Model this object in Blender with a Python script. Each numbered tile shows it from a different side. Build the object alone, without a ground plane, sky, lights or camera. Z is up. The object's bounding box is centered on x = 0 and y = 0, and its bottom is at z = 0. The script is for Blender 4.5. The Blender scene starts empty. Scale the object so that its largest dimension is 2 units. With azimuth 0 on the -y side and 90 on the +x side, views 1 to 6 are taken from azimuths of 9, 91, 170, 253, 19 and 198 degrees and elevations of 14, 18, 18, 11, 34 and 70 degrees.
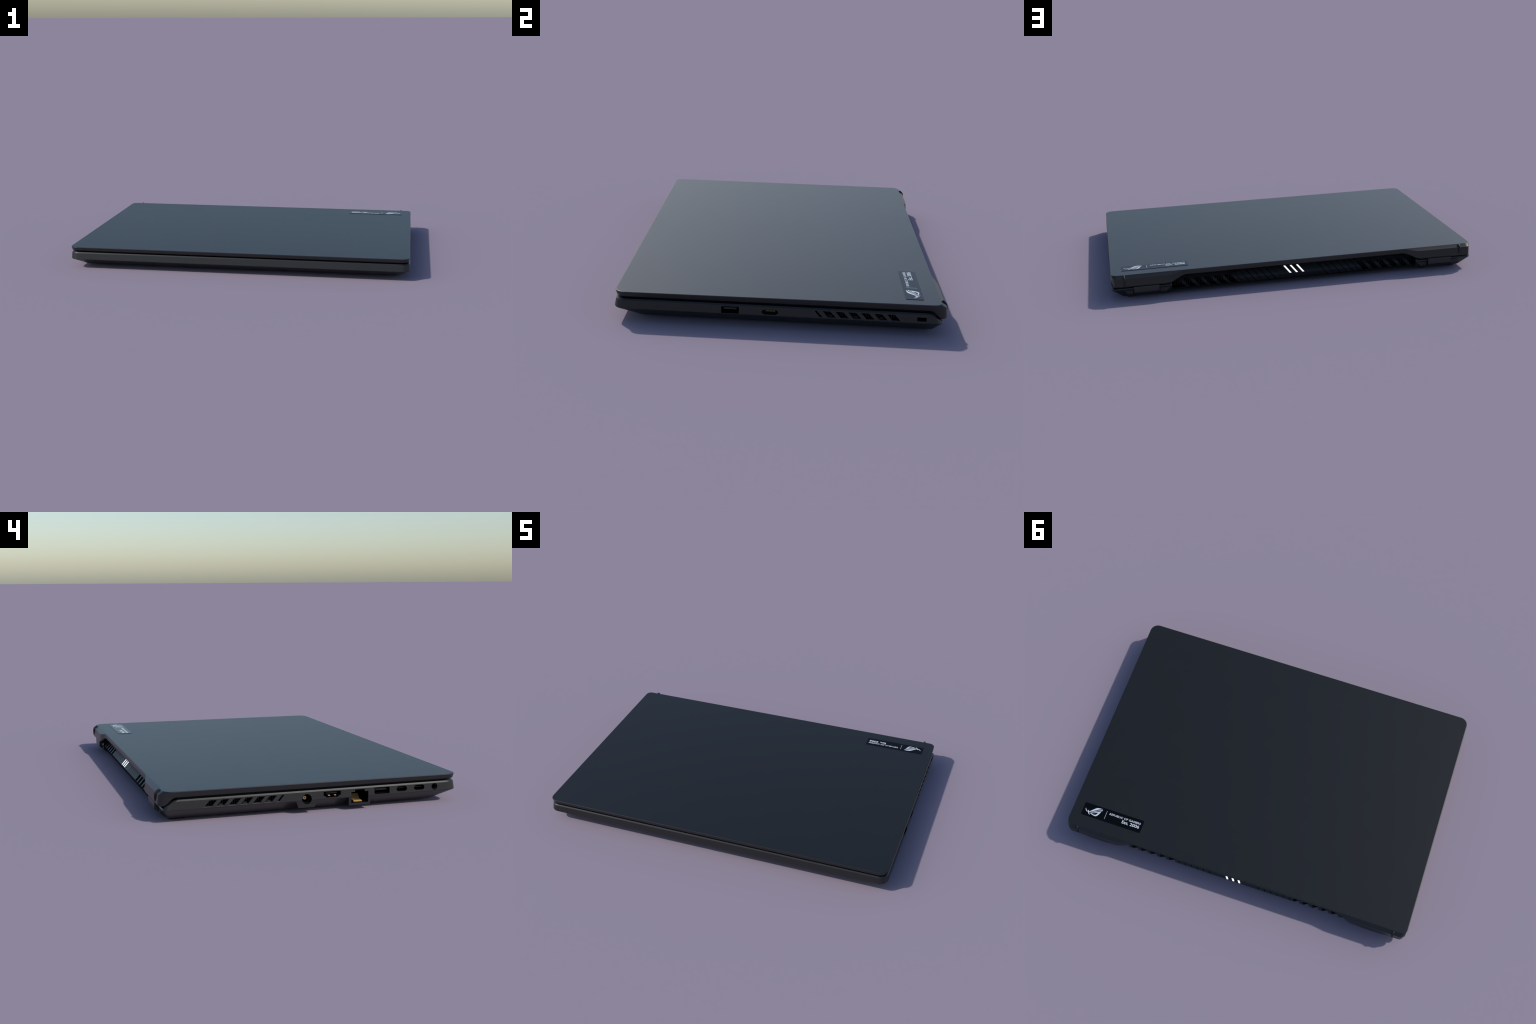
"""Closed dark grey laptop, seen lid down: lid with raised badge and two hinge ears,
chassis with side ports and slanted vents, rear grille with three light strips."""
import bpy, bmesh, math
from mathutils import Vector, Matrix

# ------------------------------------------------------------------ helpers
def lerp(a, b, t): return a + (b - a) * t
def clamp(v, a=0.0, b=1.0): return max(a, min(b, v))
def sstep(a, b, v):
    t = clamp((v - a) / (b - a)); return t * t * (3 - 2 * t)

def material(name, color, rough, metallic=0.0, spec=0.5, rough_var=0.03, grain=0.0,
             grain_scale=900.0, coat=0.0, emit=0.0, ior=1.5):
    m = bpy.data.materials.new(name); m.use_nodes = True
    nt = m.node_tree; b = nt.nodes["Principled BSDF"]
    tc = nt.nodes.new("ShaderNodeTexCoord")
    n = nt.nodes.new("ShaderNodeTexNoise"); n.inputs["Scale"].default_value = 14.0
    n.inputs["Detail"].default_value = 6.0
    nt.links.new(tc.outputs["Object"], n.inputs["Vector"])
    r = nt.nodes.new("ShaderNodeMapRange")
    r.inputs["To Min"].default_value = rough - rough_var
    r.inputs["To Max"].default_value = rough + rough_var
    nt.links.new(n.outputs["Fac"], r.inputs["Value"])
    nt.links.new(r.outputs["Result"], b.inputs["Roughness"])
    c = nt.nodes.new("ShaderNodeMix"); c.data_type = 'RGBA'
    c.inputs["A"].default_value = (*[v * 0.95 for v in color], 1)
    c.inputs["B"].default_value = (*[v * 1.05 for v in color], 1)
    nt.links.new(n.outputs["Fac"], c.inputs["Factor"])
    nt.links.new(c.outputs["Result"], b.inputs["Base Color"])
    b.inputs["Metallic"].default_value = metallic
    b.inputs["Specular IOR Level"].default_value = spec
    b.inputs["IOR"].default_value = ior
    b.inputs["Coat Weight"].default_value = coat
    if emit:
        b.inputs["Emission Color"].default_value = (*color, 1)
        b.inputs["Emission Strength"].default_value = emit
    if grain:
        g = nt.nodes.new("ShaderNodeTexNoise"); g.inputs["Scale"].default_value = grain_scale
        nt.links.new(tc.outputs["Object"], g.inputs["Vector"])
        bp = nt.nodes.new("ShaderNodeBump"); bp.inputs["Strength"].default_value = grain
        bp.inputs["Distance"].default_value = 0.0004
        nt.links.new(g.outputs["Fac"], bp.inputs["Height"])
        nt.links.new(bp.outputs["Normal"], b.inputs["Normal"])
    return m

M_LID = material("lid_grey_coating", (0.0110, 0.0117, 0.0125), 0.325, rough_var=0.01, grain=0.02)
M_BODY = material("chassis_grey_plastic", (0.0125, 0.0130, 0.0135), 0.34, rough_var=0.015, grain=0.03)
M_DARK = material("cavity_black_plastic", (0.0030, 0.0030, 0.0035), 0.6, spec=0.12)
M_RUBBER = material("black_rubber", (0.009, 0.009, 0.009), 0.6)
M_BADGE = material("badge_gloss_black", (0.0010, 0.0013, 0.0018), 0.20, rough_var=0.01, spec=0.22)
M_PRINT = material("badge_silver_print", (0.63, 0.67, 0.72), 0.35)
M_LED = material("white_light", (1.0, 1.0, 1.0), 0.4, emit=1.0)
M_GOLD = material("gold_contact", (0.72, 0.50, 0.20), 0.35, metallic=0.6)
M_CONTACT = material("dull_brass_contact", (0.17, 0.135, 0.03), 0.5)
M_FIN = material("heat_sink_metal", (0.025, 0.025, 0.026), 0.45, metallic=0.3)
M_GRILLE = material("grille_grey_plastic", (0.0110, 0.0115, 0.0120), 0.45, spec=0.40, rough_var=0.02)

ROOT = bpy.data.objects.new("laptop", None)
bpy.context.scene.collection.objects.link(ROOT)
ROOT["label"] = "closed slim dark grey gaming laptop with badge and rear vents"
ROOT["category"] = "laptop"

def flatten_caps(mesh):
    """big planes keep their own flat normal instead of borrowing from the rounded rim"""
    for p in mesh.polygons:
        if len(p.vertices) > 60: p.use_smooth = False

def link(name, mesh, mat=None, parent=ROOT, angle=30):
    ob = bpy.data.objects.new(name, mesh)
    bpy.context.scene.collection.objects.link(ob)
    ob.parent = parent
    if mat: mesh.materials.append(mat)
    if angle is not None:
        for p in mesh.polygons: p.use_smooth = True
        mesh.set_sharp_from_angle(angle=math.radians(angle))
        flatten_caps(mesh)
    return ob

def mesh_from(name, verts, faces):
    me = bpy.data.meshes.new(name); me.from_pydata(verts, [], faces)
    bm = bmesh.new(); bm.from_mesh(me)
    bmesh.ops.remove_doubles(bm, verts=bm.verts, dist=1e-6)
    bmesh.ops.dissolve_degenerate(bm, edges=bm.edges, dist=1e-6)
    bmesh.ops.recalc_face_normals(bm, faces=bm.faces)
    bm.to_mesh(me); bm.free(); me.update()
    return me

def hull(name, pts, mat, parent=ROOT, bevel=0.0, angle=30):
    bm = bmesh.new()
    for p in pts: bm.verts.new(p)
    bmesh.ops.convex_hull(bm, input=bm.verts)
    bmesh.ops.dissolve_limit(bm, angle_limit=0.01, verts=bm.verts, edges=bm.edges)
    if bevel:
        bmesh.ops.bevel(bm, geom=list(bm.edges), offset=bevel, segments=2, affect='EDGES', clamp_overlap=True)
    bmesh.ops.recalc_face_normals(bm, faces=bm.faces)
    me = bpy.data.meshes.new(name); bm.to_mesh(me); bm.free()
    return link(name, me, mat, parent, angle)

def box(name, lo, hi, mat, parent=ROOT, bevel=0.0):
    return hull(name, [(x, y, z) for x in (lo[0], hi[0]) for y in (lo[1], hi[1]) for z in (lo[2], hi[2])],
                mat, parent, bevel)

def prism_x(outline, x0, x1):
    """solid whose (y, z) outline runs from x0 to x1"""
    n = len(outline)
    v = [(x0, y, z) for y, z in outline] + [(x1, y, z) for y, z in outline]
    f = [[i, (i + 1) % n, n + (i + 1) % n, n + i] for i in range(n)]
    f += [list(range(n)), list(range(n, 2 * n))]
    return mesh_from("prism", v, f)

def join_meshes(name, parts):
    bm = bmesh.new()
    for v, f in parts:
        vs = [bm.verts.new(p) for p in v]
        for q in f: bm.faces.new([vs[i] for i in q])
    bmesh.ops.recalc_face_normals(bm, faces=bm.faces)
    me = bpy.data.meshes.new(name); bm.to_mesh(me); bm.free()
    return me

BOXF = [(0, 1, 3, 2), (4, 6, 7, 5), (0, 4, 5, 1), (2, 3, 7, 6), (0, 2, 6, 4), (1, 5, 7, 3)]
def boxpart(lo, hi):
    return ([(x, y, z) for x in (lo[0], hi[0]) for y in (lo[1], hi[1]) for z in (lo[2], hi[2])], BOXF)

def round_rect(xh, y0, y1, rf, rr, nx=220, ny=90, na=14):
    """plan outline, front edge first, counted so that every ring matches every other"""
    pts = []
    for i in range(nx): pts.append((lerp(-xh + rf, xh - rf, i / nx), y0))
    for i in range(na):
        a = -math.pi / 2 + i / na * math.pi / 2; pts.append((xh - rf + rf * math.cos(a), y0 + rf + rf * math.sin(a)))
    for i in range(ny): pts.append((xh, lerp(y0 + rf, y1 - rr, i / ny)))
    for i in range(na):
        a = i / na * math.pi / 2; pts.append((xh - rr + rr * math.cos(a), y1 - rr + rr * math.sin(a)))
    for i in range(nx): pts.append((lerp(xh - rr, -xh + rr, i / nx), y1))
    for i in range(na):
        a = math.pi / 2 + i / na * math.pi / 2; pts.append((-xh + rr + rr * math.cos(a), y1 - rr + rr * math.sin(a)))
    for i in range(ny): pts.append((-xh, lerp(y1 - rr, y0 + rf, i / ny)))
    for i in range(na):
        a = math.pi + i / na * math.pi / 2; pts.append((-xh + rf + rf * math.cos(a), y0 + rf + rf * math.sin(a)))
    return pts

def loft(name, rings):
    n = len(rings[0]); v = [p for r in rings for p in r]; f = []
    for k in range(len(rings) - 1):
        for i in range(n):
            j = (i + 1) % n
            f.append((k * n + i, k * n + j, (k + 1) * n + j, (k + 1) * n + i))
    f.append(tuple(range(n))); f.append(tuple(range((len(rings) - 1) * n, len(rings) * n)))
    return mesh_from(name, v, f)

# ------------------------------------------------------------------ lid
def lid_top(y): return 0.1316 + 0.0062 * y          # the lid rises slightly to the rear
def lid_low(y): return 0.1033 + 0.0022 * y
EAR0, EAR1 = 0.598, 0.700                            # where a hinge ear starts and is full
def ear(x): return sstep(EAR0, EAR1, abs(x))

def build_lid():
    rings = []
    LX, LF = 0.9978, -0.6848
    for d, dz, ry in ((0.0034, 0.0, 0.6560), (0.0012, 0.0005, 0.6588), (0.0003, 0.0016, 0.6602)):
        rings.append([(x, y, lid_top(y) - dz) for x, y in round_rect(LX - d, LF + d, ry, 0.046 - d, 0.034 - d)])
    # foot of the rear bevel, which only the ears have
    r = []
    for x, y in round_rect(LX, LF, 0.6605, 0.046, 0.034):
        t = ear(x); w = sstep(0.634, 0.6600, y)
        r.append((x, y + 0.0190 * t * w, lerp(lid_top(y) - 0.0028, 0.1215, t * w)))
    rings.append(r)
    def skirt(inset, ymax, extra, lift):
        narrow = round_rect(LX - inset, LF + inset, 0.6605, 0.044, 0.032)
        wide = round_rect(LX - 0.0030, LF + inset, 0.6605, 0.044, 0.032)
        r = []
        for (xn, y), (xw, yw) in zip(narrow, wide):
            t = ear(xn); w = sstep(0.628, 0.6605, y)
            s = t * sstep(0.605, 0.645, y)                 # the ears keep nearly the full width
            x, y = lerp(xn, xw, s), lerp(y, yw, s)
            yy = y + (ymax - 0.6605) * t * w + extra * w * (1 - t)
            z = lid_low(y) + 0.0050 * (1 - t) * w - t * min(0.0300, 0.80 * max(0.0, yy - 0.622)) + lift
            r.append((x, yy, z))
        return r
    rings.append(skirt(0.0038, 0.6845, 0.001, 0.0060))
    rings.append(skirt(0.0098, 0.6825, 0.000, 0.0006))
    rings.append(skirt(0.0145, 0.6785, -0.003, 0.0000))
    rings.append([(x, min(y, 0.621), lid_low(min(y, 0.621))) for x, y in round_rect(0.9600, -0.650, 0.640, 0.04, 0.02)])
    rings = [[(x - 0.0017, y, z) for x, y, z in r] for r in rings]     # the lid sits a hair to the left
    return link("lid", loft("lid", rings), M_LID, angle=14)
build_lid()

# added dark filler that makes the slit between lid and deck black and shallow
def build_gap_filler():
    rings = []
    for z in (0.0950, None):
        rings.append([(x, min(y, 0.600), z if z else lid_low(min(y, 0.600)) + 0.001) for x, y in round_rect(0.9760, -0.6580, 0.62, 0.042, 0.01, nx=40, ny=40)])
    return link("gap_filler", loft("gap_filler", rings), M_DARK)
build_gap_filler()

# rubber bumpers let into the ears
def sweep_strip(path, x, half, depth):
    v = []; f = []
    n = len(path)
    for i, (y, z) in enumerate(path):
        a = Vector(path[max(0, i - 1)]); b = Vector(path[min(n - 1, i + 1)])
        t = (b - a).normalized(); nrm = Vector((-t.y, t.x))      # outward: up and to the rear
        if nrm.x + nrm.y < 0: nrm = -nrm
        for dx, dn in ((-half, -depth), (-half, -0.0016), (-half * 0.55, 0), (half * 0.55, 0), (half, -0.0016), (half, -depth)):
            v.append((x + dx, y + nrm.x * dn, z + nrm.y * dn))
    for i in range(n - 1):
        for k in range(6):
            l = (k + 1) % 6
            f.append((i * 6 + k, i * 6 + l, (i + 1) * 6 + l, (i + 1) * 6 + k))
    f.append(tuple(range(6))); f.append(tuple(range((n - 1) * 6, n * 6)))
    return v, f
bump_path = [(0.6595, 0.1330), (0.6630, 0.1364), (0.6680, 0.1368), (0.6745, 0.1330), (0.6808, 0.1275),
             (0.6855, 0.1215), (0.6880, 0.1145), (0.6885, 0.1020), (0.6870, 0.0900), (0.6840, 0.0825)]
for sx in (1, -1):
    v, f = sweep_strip(bump_path, sx * 0.9285, 0.0052, 0.010)
    link("hinge_bumper", mesh_from("hinge_bumper", v, f), M_RUBBER, angle=40)

# ------------------------------------------------------------------ badge on the lid
TILT = math.atan(0.0062)
BX, BY = 0.7595, 0.5520                      # badge centre
def place_on_lid(me, lift):
    for vtx in me.vertices: vtx.co.z += lid_top(vtx.co.y) + lift
def badge_uv(u, v):                           # u reads left to right from behind, v upwards
    return (BX - u, BY - v)

def fill_curve(name, loops, thick):
    """flat outline(s), holes by even-odd fill, given a thickness"""
    cu = bpy.data.curves.new(name, 'CURVE'); cu.dimensions = '2D'; cu.fill_mode = 'BOTH'; cu.extrude = thick / 2
    for lp in loops:
        sp = cu.splines.new('POLY'); sp.points.add(len(lp) - 1)
        for p, (x, y) in zip(sp.points, lp): p.co = (x, y, 0, 1)
        sp.use_cyclic_u = True
    ob = bpy.data.objects.new(name, cu)
    bpy.context.scene.collection.objects.link(ob)
    me = bpy.data.meshes.new_from_object(ob.evaluated_get(bpy.context.evaluated_depsgraph_get()))
    bpy.data.objects.remove(ob); bpy.data.curves.remove(cu)
    me.name = name
    return me

def smooth_loop(pts, sub=5):
    """Catmull-Rom through the points; a point written with a third value 1 stays a corner"""
    n = len(pts); out = []
    for i in range(n):
        p0, p1, p2, p3 = (pts[(i + k) % n] for k in (-1, 0, 1, 2))
        if len(p1) > 2: p0 = p1
        if len(p2) > 2: p3 = p2
        for k in range(sub):
            t = k / sub
            out.append(tuple(0.5 * ((2 * p1[a]) + (-p0[a] + p2[a]) * t + (2 * p0[a] - 5 * p1[a] + 4 * p2[a] - p3[a]) * t * t
                             + (-p0[a] + 3 * p1[a] - 3 * p2[a] + p3[a]) * t ** 3) for a in (0, 1)))
    return out

bw, bh, br = 0.1785, 0.0372, 0.007
plate = []
for cx, cy, a0 in ((bw - br, bh - br, 0), (-bw + br, bh - br, 90), (-bw + br, -bh + br, 180), (bw - br, -bh + br, 270)):
    for k in range(7):
        a = math.radians(a0 + k * 15); plate.append(badge_uv(cx + br * math.cos(a), cy + br * math.sin(a)))
me = fill_curve("badge", [plate], 0.0016); place_on_lid(me, 0.0006)
BADGE = link("badge", me, M_BADGE)

# emblem: an eye with brow strokes and two barbs at the left, drawn in badge millimetres (u, v)
U = 0.001
barb = [(-164.9, 6.3, 1), (-158.9, -1.0), (-153.1, -7.5), (-146.6, -11.2, 1), (-147.8, -16.0, 1), (-155.9, -11.8), (-162.7, -5.1), (-165.6, 1.2)]
hook = [(-151.2, -1.2, 1), (-144.0, -4.4), (-136.8, -7.2, 1), (-136.8, -13.9), (-133.5, -19.3), (-128.8, -28.0, 1), (-135.1, -25.6), (-141.7, -19.5), (-147.4, -10.2)]
brow = [(-137.2, -7.4, 1), (-128.5, 1.3), (-118.2, 11.5), (-110.4, 19.0), (-104.0, 23.4), (-95.2, 26.4), (-83.0, 27.6), (-70.0, 27.9, 1),
        (-69.3, 25.5, 1), (-77.5, 23.1), (-91.3, 16.9), (-105.6, 7.4), (-119.5, -2.8), (-136.8, -13.6, 1)]
lash = [(-133.0, -14.6, 1), (-124.5, -8.4), (-113.2, -0.6), (-98.8, 8.6), (-81.9, 16.3), (-67.5, 22.0, 1), (-66.6, 18.9, 1), (-69.6, 13.8, 1),
        (-79.8, 11.1), (-93.6, 4.9), (-108.6, -2.8), (-121.9, -10.3)]
eye = [(-134.0, -16.6, 1), (-118.5, -22.8), (-105.6, -25.6), (-94.6, -25.7), (-87.4, -21.0), (-80.2, -9.8), (-75.6, 1.1), (-72.2, 11.8, 1),
       (-84.9, 5.4), (-100.4, -1.6), (-113.9, -8.4), (-124.7, -13.2)]
pupil = [(-123.4, -15.6, 1), (-109.2, -10.9), (-96.9, -5.4), (-87.9, -1.6, 1), (-92.8, -11.0), (-98.8, -17.0), (-107.8, -18.6)]
def thin(lp, d):
    """pull an outline inwards by d (outwards if d is negative)"""
    n = len(lp); area = sum(lp[i][0] * lp[(i + 1) % n][1] - lp[(i + 1) % n][0] * lp[i][1] for i in range(n))
    sg = 1 if area > 0 else -1; out = []
    for i in range(n):
        a, b = lp[i - 1], lp[(i + 1) % n]; tx, ty = b[0] - a[0], b[1] - a[1]; l = math.hypot(tx, ty) or 1
        out.append((lp[i][0] - sg * ty / l * d, lp[i][1] + sg * tx / l * d))
    return out
def uvs(lp, d=0.75): return [badge_uv(u * U, v * U) for u, v in thin(smooth_loop(lp), d)]
emblem_parts = [[uvs(barb)], [uvs(hook)], [uvs(brow)], [uvs(lash)], [uvs(eye), uvs(pupil, -0.5)]]
for lp in emblem_parts:
    me = fill_curve("badge_emblem", lp, 0.0010); place_on_lid(me, 0.0016)
    link("badge_emblem", me, M_PRINT, BADGE)
div = [badge_uv(u, v) for u, v in ((-0.0425, -0.024), (-0.0411, -0.024), (-0.0411, 0.0245), (-0.0425, 0.0245))]
me = fill_curve("badge_divider", [div], 0.0010); place_on_lid(me, 0.0016)
link("badge_divider", me, M_PRINT, BADGE)

def text(body, u0, u1, v0, height, bold):
    cu = bpy.data.curves.new("badge_text", 'FONT'); cu.body = body
    cu.size = 1.0; cu.offset = bold; cu.extrude = 0.0005
    ob = bpy.data.objects.new("badge_text", cu); bpy.context.scene.collection.objects.link(ob)
    me = bpy.data.meshes.new_from_object(ob.evaluated_get(bpy.context.evaluated_depsgraph_get()))
    bpy.data.objects.remove(ob); bpy.data.curves.remove(cu)
    xs = [v.co.x for v in me.vertices]; ys = [v.co.y for v in me.vertices]
    for v in me.vertices:
        u = lerp(u0, u1, (v.co.x - min(xs)) / (max(xs) - min(xs)))
        w = v0 + height * (v.co.y - min(ys)) / (max(ys) - min(ys))
        v.co.x, v.co.y = badge_uv(u, w)
    place_on_lid(me, 0.0016); me.name = "badge_text"
    return link("badge_text", me, M_PRINT, BADGE)
text("REPUBLIC OF GAMERS", -0.0232, 0.1650, 0.0080, 0.0118, 0.010)
text("Est. 2006", 0.0595, 0.1640, -0.0160, 0.0185, 0.017)

# ------------------------------------------------------------------ chassis
def deck(y): return 0.0980 + 0.0014 * y
def build_base():
    def ring(ix, iy, dz_fn, rear, rf, rr):
        return [(x, y, dz_fn(y)) for x, y in round_rect(1.0 - ix, -0.6885 + iy, rear, rf, rr, nx=60, ny=60)]
    drop = lambda y: max(0.0, y - 0.614) * 0.60
    rings = [[(x, min(y, 0.606), deck(y)) for x, y in round_rect(0.975, -0.660, 0.64, 0.035, 0.02, nx=60, ny=60)],
             ring(0.0074, 0.0108, lambda y: deck(y) - drop(y), 0.6480, 0.044, 0.026),
             ring(0.0025, 0.0060, lambda y: deck(y) - 0.0063 - drop(y) * 0.85, 0.6610, 0.046, 0.028),
             ring(0.0002, 0.0000, lambda y: 0.0570, 0.6662, 0.048, 0.024),
             ring(0.0012, 0.0012, lambda y: 0.0545, 0.6658, 0.047, 0.024)]
    fr = []
    for x, y in round_rect(0.942, -0.602, 0.636, 0.034, 0.010, nx=60, ny=60):
        fr.append((x, y, 0.0112))
    rings.append(fr)
    return loft("base", rings)

base = link("base", build_base(), M_BODY, angle=None)

def pill(yc, zc, w, h, n=10):
    r = h / 2; out = []
    for k in range(n + 1):
        a = -math.pi / 2 + math.pi * k / n; out.append((yc + w / 2 - r + r * math.cos(a), zc + r * math.sin(a)))
    for k in range(n + 1):
        a = math.pi / 2 + math.pi * k / n; out.append((yc - w / 2 + r + r * math.cos(a), zc + r * math.sin(a)))
    return out
def oval(yc, zc, w, h, taper=0.0165, n=10):
    out = []
    for k in range(n + 1):
        a = -math.pi / 2 + math.pi * k / n; out.append((yc + w / 2 - taper + taper * math.cos(a), zc + h / 2 * math.sin(a)))
    for k in range(n + 1):
        a = math.pi / 2 + math.pi * k / n; out.append((yc - w / 2 + taper + taper * math.cos(a), zc + h / 2 * math.sin(a)))
    return out
def rrect(y0, y1, z0, z1, r=0.003):
    out = []
    for cy, cz, a0 in ((y1 - r, z1 - r, 0), (y0 + r, z1 - r, 90), (y0 + r, z0 + r, 180), (y1 - r, z0 + r, 270)):
        for k in range(4):
            a = math.radians(a0 + 30 * k); out.append((cy + r * math.cos(a), cz + r * math.sin(a)))
    return out
def disc(yc, zc, r, n=32):
    return [(yc + r * math.cos(2 * math.pi * k / n), zc + r * math.sin(2 * math.pi * k / n)) for k in range(n)]

VENT_Z0, VENT_Z1, VENT_LEAN = 0.0622, 0.0876, 0.0210
vent_y = [(0.1385, 0.0130)] + [(0.1720 + 0.0527 * k, 0.0345) for k in range(6)]
def vent_outline(y, w):
    r = 0.003
    return [(y, VENT_Z1), (y + w - r, VENT_Z1), (y + w, VENT_Z1 - r), (y + w + VENT_LEAN, VENT_Z0), (y + VENT_LEAN + r, VENT_Z0), (y + VENT_LEAN, VENT_Z0 + r * 0.6)]

DC_Y, DC_Z = 0.0370, 0.0615
hdmi = [(-0.0400, 0.0875), (-0.0400, 0.0700), (-0.0475, 0.0680), (-0.0545, 0.0615), (-0.1055, 0.0615), (-0.1125, 0.0680), (-0.1200, 0.0700), (-0.1200, 0.0875)]
lan = [(-0.1690, 0.0285), (-0.1690, 0.0775), (-0.1865, 0.0775), (-0.1865, 0.0872), (-0.2325, 0.0872), (-0.2325, 0.0775), (-0.2495, 0.0775), (-0.2495, 0.0285)]
left_ports = [(disc(DC_Y, DC_Z, 0.0222), 0.12), (hdmi, 0.06), (lan, 0.17), (rrect(-0.3515, -0.2790, 0.0603, 0.0890), 0.07),
              (pill(-0.4105, 0.0762, 0.0510, 0.0222), 0.06), (pill(-0.4960, 0.0762, 0.0510, 0.0222), 0.06), (disc(-0.5712, 0.0752, 0.0148), 0.06)]
right_ports = [(rrect(-0.2425, -0.1700, 0.0585, 0.0875), 0.07), (oval(-0.0430, 0.0714, 0.0690, 0.0216), 0.05),
               (rrect(0.5590, 0.5975, 0.0648, 0.0815, 0.002), 0.05)]

# the power and network sockets stand taller than the wall: flared housings hang below it
def jaw(outline_top, outline_bot, xin):
    pts = []
    for (y, z) in outline_top + outline_bot:
        pts += [(-0.9990, y, z), (-xin, y, z)]
    return hull("port_housing", pts, M_BODY)
jaw_dc = jaw([(0.0860, 0.0535), (-0.0110, 0.0535), (0.080, 0.060), (-0.005, 0.060)], [(0.0745, 0.0245), (0.0015, 0.0245)], 0.86)
jaw_lan = jaw([(-0.1575, 0.0535), (-0.2590, 0.0535), (-0.162, 0.060), (-0.255, 0.060)], [(-0.1580, 0.0190), (-0.2585, 0.0190)], 0.80)

cutters = []
def cutter(me, mat=M_DARK):
    ob = link("cutter", me, mat, None, None); cutters.append(ob); return ob
def cut(target, tools):
    for c in tools:
        md = target.modifiers.new("cut", 'BOOLEAN'); md.operation = 'DIFFERENCE'; md.solver = 'EXACT'; md.object = c
        try: md.material_mode = 'TRANSFER'
        except Exception: pass
    dg = bpy.context.evaluated_depsgraph_get(); dg.update()
    me = bpy.data.meshes.new_from_object(target.evaluated_get(dg)); me.name = target.name
    target.modifiers.clear(); target.data = me
    for p in me.polygons: p.use_smooth = True
    me.set_sharp_from_angle(angle=math.radians(11)); flatten_caps(me)

left = [cutter(prism_x(o, -1.05, -1.0 + d)) for o, d in left_ports]
right = [cutter(prism_x(o, 1.05, 1.0 - d), M_BODY if k == 1 else M_DARK) for k, (o, d) in enumerate(right_ports)]
for y, w in vent_y:
    for sx in (1, -1):
        cutter(prism_x(vent_outline(y, w), sx * 1.05, sx * 0.955), M_BODY)
        # sloping lip below each opening
        lip = [(y + VENT_LEAN - 0.001, VENT_Z0 + 0.002), (y + w + VENT_LEAN - 0.001, VENT_Z0 + 0.002)]
        pts = [(sx * 0.9970, a, b - 0.0020) for a, b in lip] + [(sx * 1.0080, a, b) for a, b in lip]
        pts += [(sx * 1.0080, a + 0.0110, 0.0500) for a, b in lip]
        bm = bmesh.new()
        for p in pts: bm.verts.new(p)
        bmesh.ops.convex_hull(bm, input=bm.verts); bmesh.ops.recalc_face_normals(bm, faces=bm.faces)
        me = bpy.data.meshes.new("prism"); bm.to_mesh(me); bm.free(); cutter(me, M_BODY)
# hollow behind the side vents and the rear grille
for sx in (1, -1):
    c = boxpart((min(sx * 0.985, sx * 0.90), 0.125, 0.0600), (max(sx * 0.985, sx * 0.90), 0.530, 0.0885)); cutter(join_meshes("prism", [c]))
cutter(join_meshes("prism", [boxpart((-0.679, 0.555, 0.0265), (0.679, 0.75, 0.15))]))
# below the grille the underside sweeps up to its lower rail
cutter(prism_x([(0.600, 0.0050), (0.760, 0.0050), (0.760, 0.0300), (0.6600, 0.0300), (0.6400, 0.0185), (0.600, 0.0095)], -0.676, 0.676), M_BODY)
# the rear wall steps in under each hinge ear, leaving a thin ledge
for sx in (1, -1):
    cutter(join_meshes("prism", [boxpart((min(sx * 0.690, sx * 0.986), 0.638, 0.0630), (max(sx * 0.690, sx * 0.986), 0.75, 0.15))]), M_BODY)
cut(base, cutters)
cut(jaw_dc, [left[0]]); cut(jaw_lan, [left[2]])
for c in cutters: bpy.data.objects.remove(c)

# ------------------------------------------------------------------ inside the side openings
for sx in (1, -1):
    parts = []
    k = 0.130
    while k < 0.528:
        parts.append(boxpart((min(sx * 0.915, sx * 0.972), k, 0.0606), (max(sx * 0.915, sx * 0.972), k + 0.0026, 0.0883))); k += 0.0105
    ob = link("cooling_fins", join_meshes("cooling_fins", parts), M_FIN, angle=None); ob["kind"] = "stuff"
    for i in (1, 3, 5):
        y = vent_y[i][0] + 0.0330
        me = prism_x([(y + 0.010 * math.cos(math.pi * a / 8), 0.0602 + 0.0080 * math.sin(math.pi * a / 8)) for a in range(9)], sx * 0.9750, sx * 0.9830)
        link("screw_boss", me, M_BODY)

def tongue(sx, y0, y1, z0, z1, d0, d1, mat=M_BODY, name="port_tongue"):
    a, b = sx * (1 - d0), sx * (1 - d1)
    return box(name, (min(a, b), y0, z0), (max(a, b), y1, z1), mat, bevel=0.0008)
tongue(-1, -0.3450, -0.2890, 0.0735, 0.0815, 0.018, 0.068)
tongue(1, -0.2330, -0.1800, 0.0725, 0.0800, 0.012, 0.068)
tongue(-1, -0.1080, -0.0560, 0.0755, 0.0800, 0.016, 0.058)
for yc in (-0.4105, -0.4960): tongue(-1, yc - 0.0170, yc + 0.0170, 0.0757, 0.0785, 0.014, 0.058)
tongue(1, -0.0640, -0.0220, 0.0725, 0.0752, 0.0200, 0.048)
for k in range(7):
    y = -0.0610 + k * 0.0060
    tongue(1, y, y + 0.0036, 0.0700, 0.0770, 0.0120, 0.0190, M_CONTACT, "card_contact")
for y in (-0.0700, -0.0980):
    tongue(-1, y - 0.0045, y + 0.0045, 0.0655, 0.0695, 0.012, 0.030, M_GOLD, "video_contact")

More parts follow.
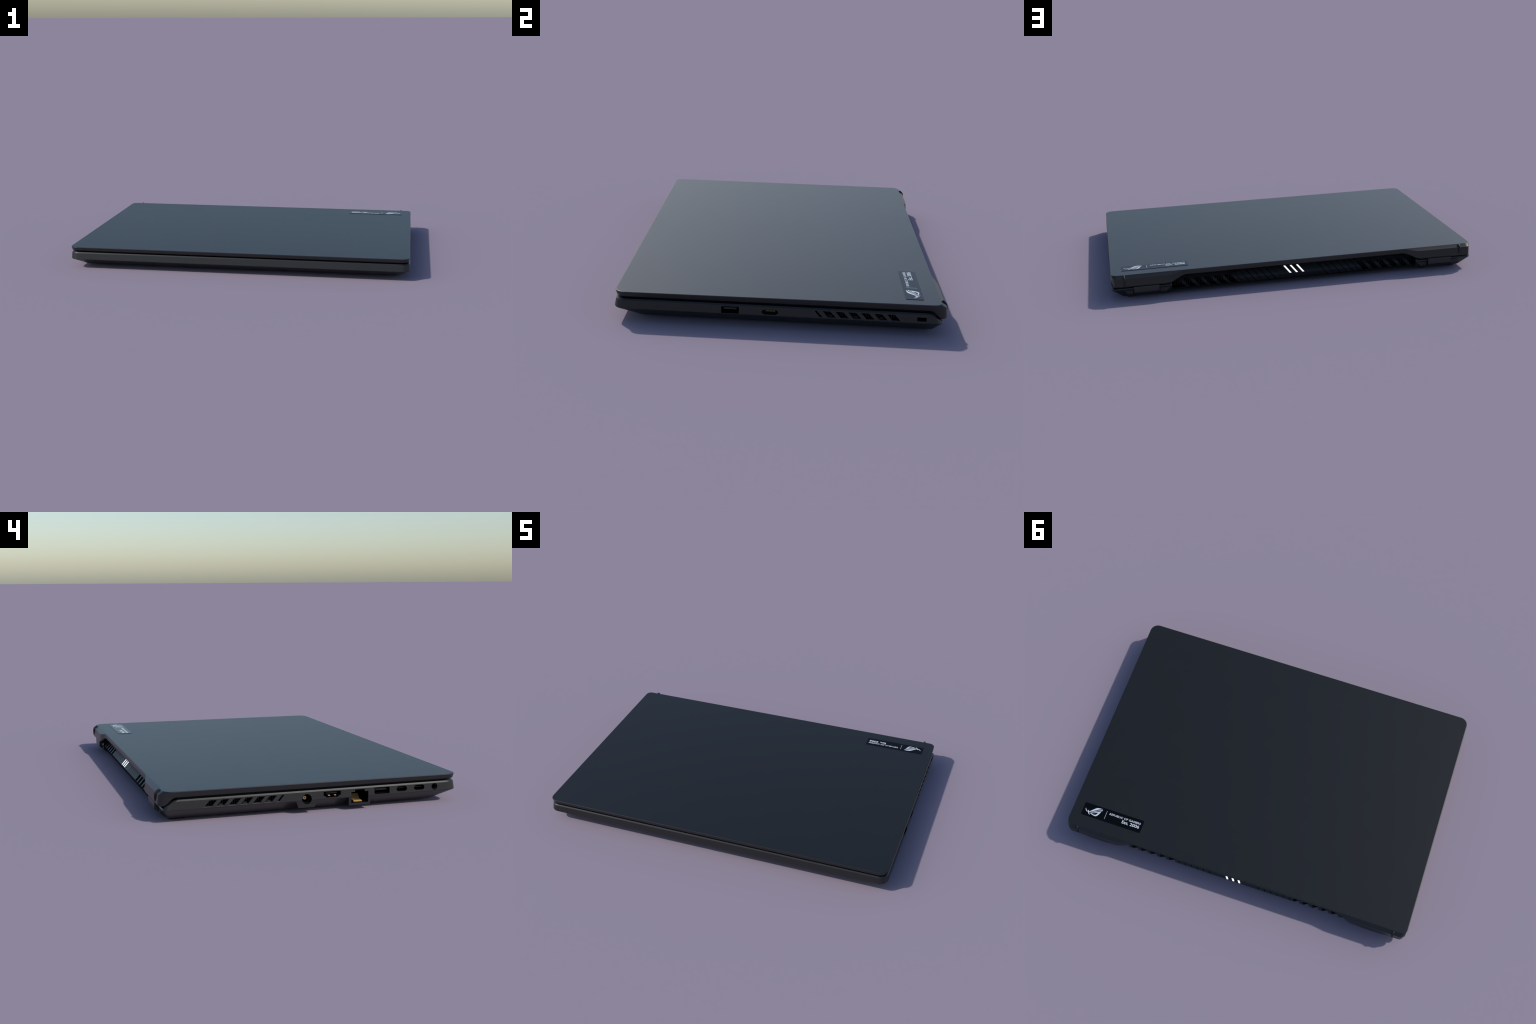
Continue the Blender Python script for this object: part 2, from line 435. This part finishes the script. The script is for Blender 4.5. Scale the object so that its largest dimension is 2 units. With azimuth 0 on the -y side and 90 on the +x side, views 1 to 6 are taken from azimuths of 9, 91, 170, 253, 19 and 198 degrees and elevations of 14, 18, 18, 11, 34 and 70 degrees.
def tube(name, sx, yc, zc, r0, r1, d0, d1, mat, n=32):
    v = []; f = []
    for r, d in ((r0, d1), (r0, d0), (r1, d0), (r1, d1)):
        for k in range(n):
            a = 2 * math.pi * k / n; v.append((sx * (1 - d), yc + r * math.cos(a), zc + r * math.sin(a)))
    for q in range(4):
        w = (q + 1) % 4
        for k in range(n):
            l = (k + 1) % n; f.append((q * n + k, q * n + l, w * n + l, w * n + k))
    return link(name, mesh_from(name, v, f), mat)
tube("power_socket_ring", -1, DC_Y, DC_Z, 0.0221, 0.0170, 0.016, 0.11, M_DARK)
tube("power_pin", -1, DC_Y, DC_Z, 0.0076, 0.0024, 0.030, 0.11, M_GOLD)
tube("audio_socket_ring", -1, -0.5712, 0.0752, 0.0147, 0.0098, 0.006, 0.055, M_DARK)

pins = []
for k in range(8):                      # network socket: sprung contacts rising from a gold tray
    y = -0.2285 + k * 0.0049
    pr = [(-0.972, 0.0325), (-0.948, 0.0345), (-0.928, 0.0540)]
    for (xa, za), (xb, zb) in zip(pr[:-1], pr[1:]):
        v = [(xa, y, za - 0.0010), (xa, y, za + 0.0010), (xa, y + 0.0030, za - 0.0010), (xa, y + 0.0030, za + 0.0010),
             (xb, y, zb - 0.0010), (xb, y, zb + 0.0010), (xb, y + 0.0030, zb - 0.0010), (xb, y + 0.0030, zb + 0.0010)]
        pins.append((v, BOXF))
ob = link("network_contacts", join_meshes("network_contacts", pins), M_GOLD, angle=None); ob["kind"] = "stuff"
box("network_contact_tray", (-0.978, -0.2290, 0.0288), (-0.945, -0.1900, 0.0312), M_GOLD)

# ------------------------------------------------------------------ rear grille
# section of the grille sheet, top to bottom: upper face, fold, lower face running in under the chassis
G_TOP, G_OPEN, G_FOLD, G_END, G_BOT = (0.6120, 0.1045), (0.6398, 0.0818), (0.6650, 0.0610), (0.6468, 0.0338), (0.6400, 0.0235)
def lean(p):                                          # slats lean: lower means smaller x
    d = p[1] - 0.0610
    return d * (0.90 if d > 0 else 0.80)
def sheet(name, strips, mat, thick=0.007):
    """strips: list of section points with their left and right x"""
    v = []; f = []
    m = len(strips)
    for (y, z), xl, xr in strips:
        v += [(xl, y, z), (xr, y, z), (xr, y - thick, z), (xl, y - thick, z)]
    for i in range(m - 1):
        for k in range(4):
            l = (k + 1) % 4; f.append((i * 4 + k, i * 4 + l, i * 4 + 4 + l, i * 4 + 4 + k))
    f.append((0, 1, 2, 3)); f.append(tuple(4 * (m - 1) + k for k in range(4)))
    return link(name, mesh_from(name, v, f), mat, angle=20)
def slanted(name, xl, xr, pts, mat=M_GRILLE, thick=0.007, proud=0.0):
    return sheet(name, [((p[0] + proud, p[1]), xl + lean(p), xr + lean(p)) for p in pts], mat, thick)

PITCH = 0.0364
GAP = 0.0042
OPENINGS = [(0.3440 + 0.0558 * k, 0.3805 + 0.0558 * k) for k in range(6)]          # at the fold
OPENINGS += [(-0.3930 - 0.0558 * k, -0.3585 - 0.0558 * k) for k in range(6)]
OPENINGS.sort()
rows_mid = [G_OPEN, G_FOLD, G_END]
fold_soft = [G_TOP, G_OPEN, (0.6637, 0.0621), (0.6650, 0.0610), (0.6646, 0.0596), G_END, G_BOT]
soft_mid = [G_OPEN, (0.6637, 0.0621), (0.6650, 0.0610), (0.6646, 0.0596), G_END]
# bars between the wide openings
for i in range(len(OPENINGS) - 1):
    xl, xr = OPENINGS[i][1], OPENINGS[i + 1][0]
    if xr - xl < 0.06: slanted("vent_bar", xl, xr, soft_mid, thick=0.011)
inner_r = min(o[0] for o in OPENINGS if o[0] > 0); inner_l = max(o[1] for o in OPENINGS if o[1] < 0)
# rails above and below the wide openings
for x0, x1 in ((inner_r - 0.02, 0.678), (-0.678, inner_l + 0.02)):
    sheet("vent_rail", [(G_TOP, x0, x1), (G_OPEN, x0, x1)], M_GRILLE, 0.012)
    sheet("vent_rail", [(G_END, x0, x1), (G_BOT, x0, x1)], M_GRILLE, 0.012)
# closed slats with dark gaps, and the quiet centre that carries the lights
grooves = [0.3185 - PITCH * k for k in range(6)]
grooves_l = [-0.3355 + PITCH * k for k in range(6)]
edges = sorted(grooves + grooves_l)
xs = [inner_l] + edges + [inner_r]
for i in range(len(xs) - 1):
    a = xs[i] + (GAP / 2 if i else 0.0); b = xs[i + 1] - (GAP / 2 if i < len(xs) - 2 else 0.0)
    if b - a > 0.1:                      # centre: slats that only show hairlines
        n = round((b - a) / PITCH)
        for k in range(n):
            slanted("vent_slat", lerp(a, b, k / n) + 0.0006, lerp(a, b, (k + 1) / n) - 0.0006, fold_soft)
    else:
        slanted("vent_slat", a, b, fold_soft)
for k in range(3):
    x = 0.0322 - 0.0356 * k
    pts = [(lerp(G_TOP[0], G_FOLD[0], t), lerp(G_TOP[1], G_FOLD[1], t)) for t in (0.26, 0.6, 0.955)]
    slanted("light_strip", x - 0.0050, x + 0.0050, pts, M_LED, 0.004, proud=0.0016)
# dark wall and cooler fins behind the openings
box("grille_backing", (-0.345, 0.562, 0.027), (0.345, 0.602, 0.100), M_DARK)
parts = []
for s in (1, -1):
    k = 0.350
    while k < 0.675:
        parts.append(boxpart((s * k - 0.0012, 0.558, 0.027), (s * k + 0.0012, 0.606, 0.098))); k += 0.0093
ob = link("cooling_fins", join_meshes("cooling_fins", parts), M_FIN, angle=None); ob["kind"] = "stuff"

# ------------------------------------------------------------------ hinge covers and feet
for sx in (1, -1):
    def mx(pts): return [(sx * x, y, z) for x, y, z in pts]
    hull("hinge_cover", mx([(x, y, z) for x in (0.7475, 0.8810) for y, z in
         ((0.6775, 0.0710), (0.6785, 0.0680), (0.6785, 0.0400), (0.6765, 0.0380), (0.640, 0.0120), (0.600, 0.0120), (0.600, 0.0710))]), M_BODY)
    hull("foot", mx([(0.9320, 0.6620, 0.0530), (0.8850, 0.6620, 0.0530), (0.9180, 0.6615, 0.0290), (0.8850, 0.6615, 0.0290),
                     (0.9150, 0.6220, 0.0), (0.8870, 0.6220, 0.0), (0.9150, 0.5600, 0.0), (0.8870, 0.5600, 0.0),
                     (0.9320, 0.5200, 0.0200), (0.8850, 0.5200, 0.0200)]), M_BODY)
    hull("foot", mx([(0.6830, 0.6620, 0.0530), (0.7435, 0.6620, 0.0530), (0.7080, 0.6615, 0.0280), (0.7435, 0.6615, 0.0280),
                     (0.7180, 0.6220, 0.0), (0.7430, 0.6220, 0.0), (0.7180, 0.5600, 0.0), (0.7430, 0.5600, 0.0),
                     (0.6830, 0.5200, 0.0200), (0.7435, 0.5200, 0.0200)]), M_BODY)
    box("rubber_foot", (min(sx * 0.45, sx * 0.80), -0.520, 0.0005), (max(sx * 0.45, sx * 0.80), -0.485, 0.020), M_RUBBER, bevel=0.003)
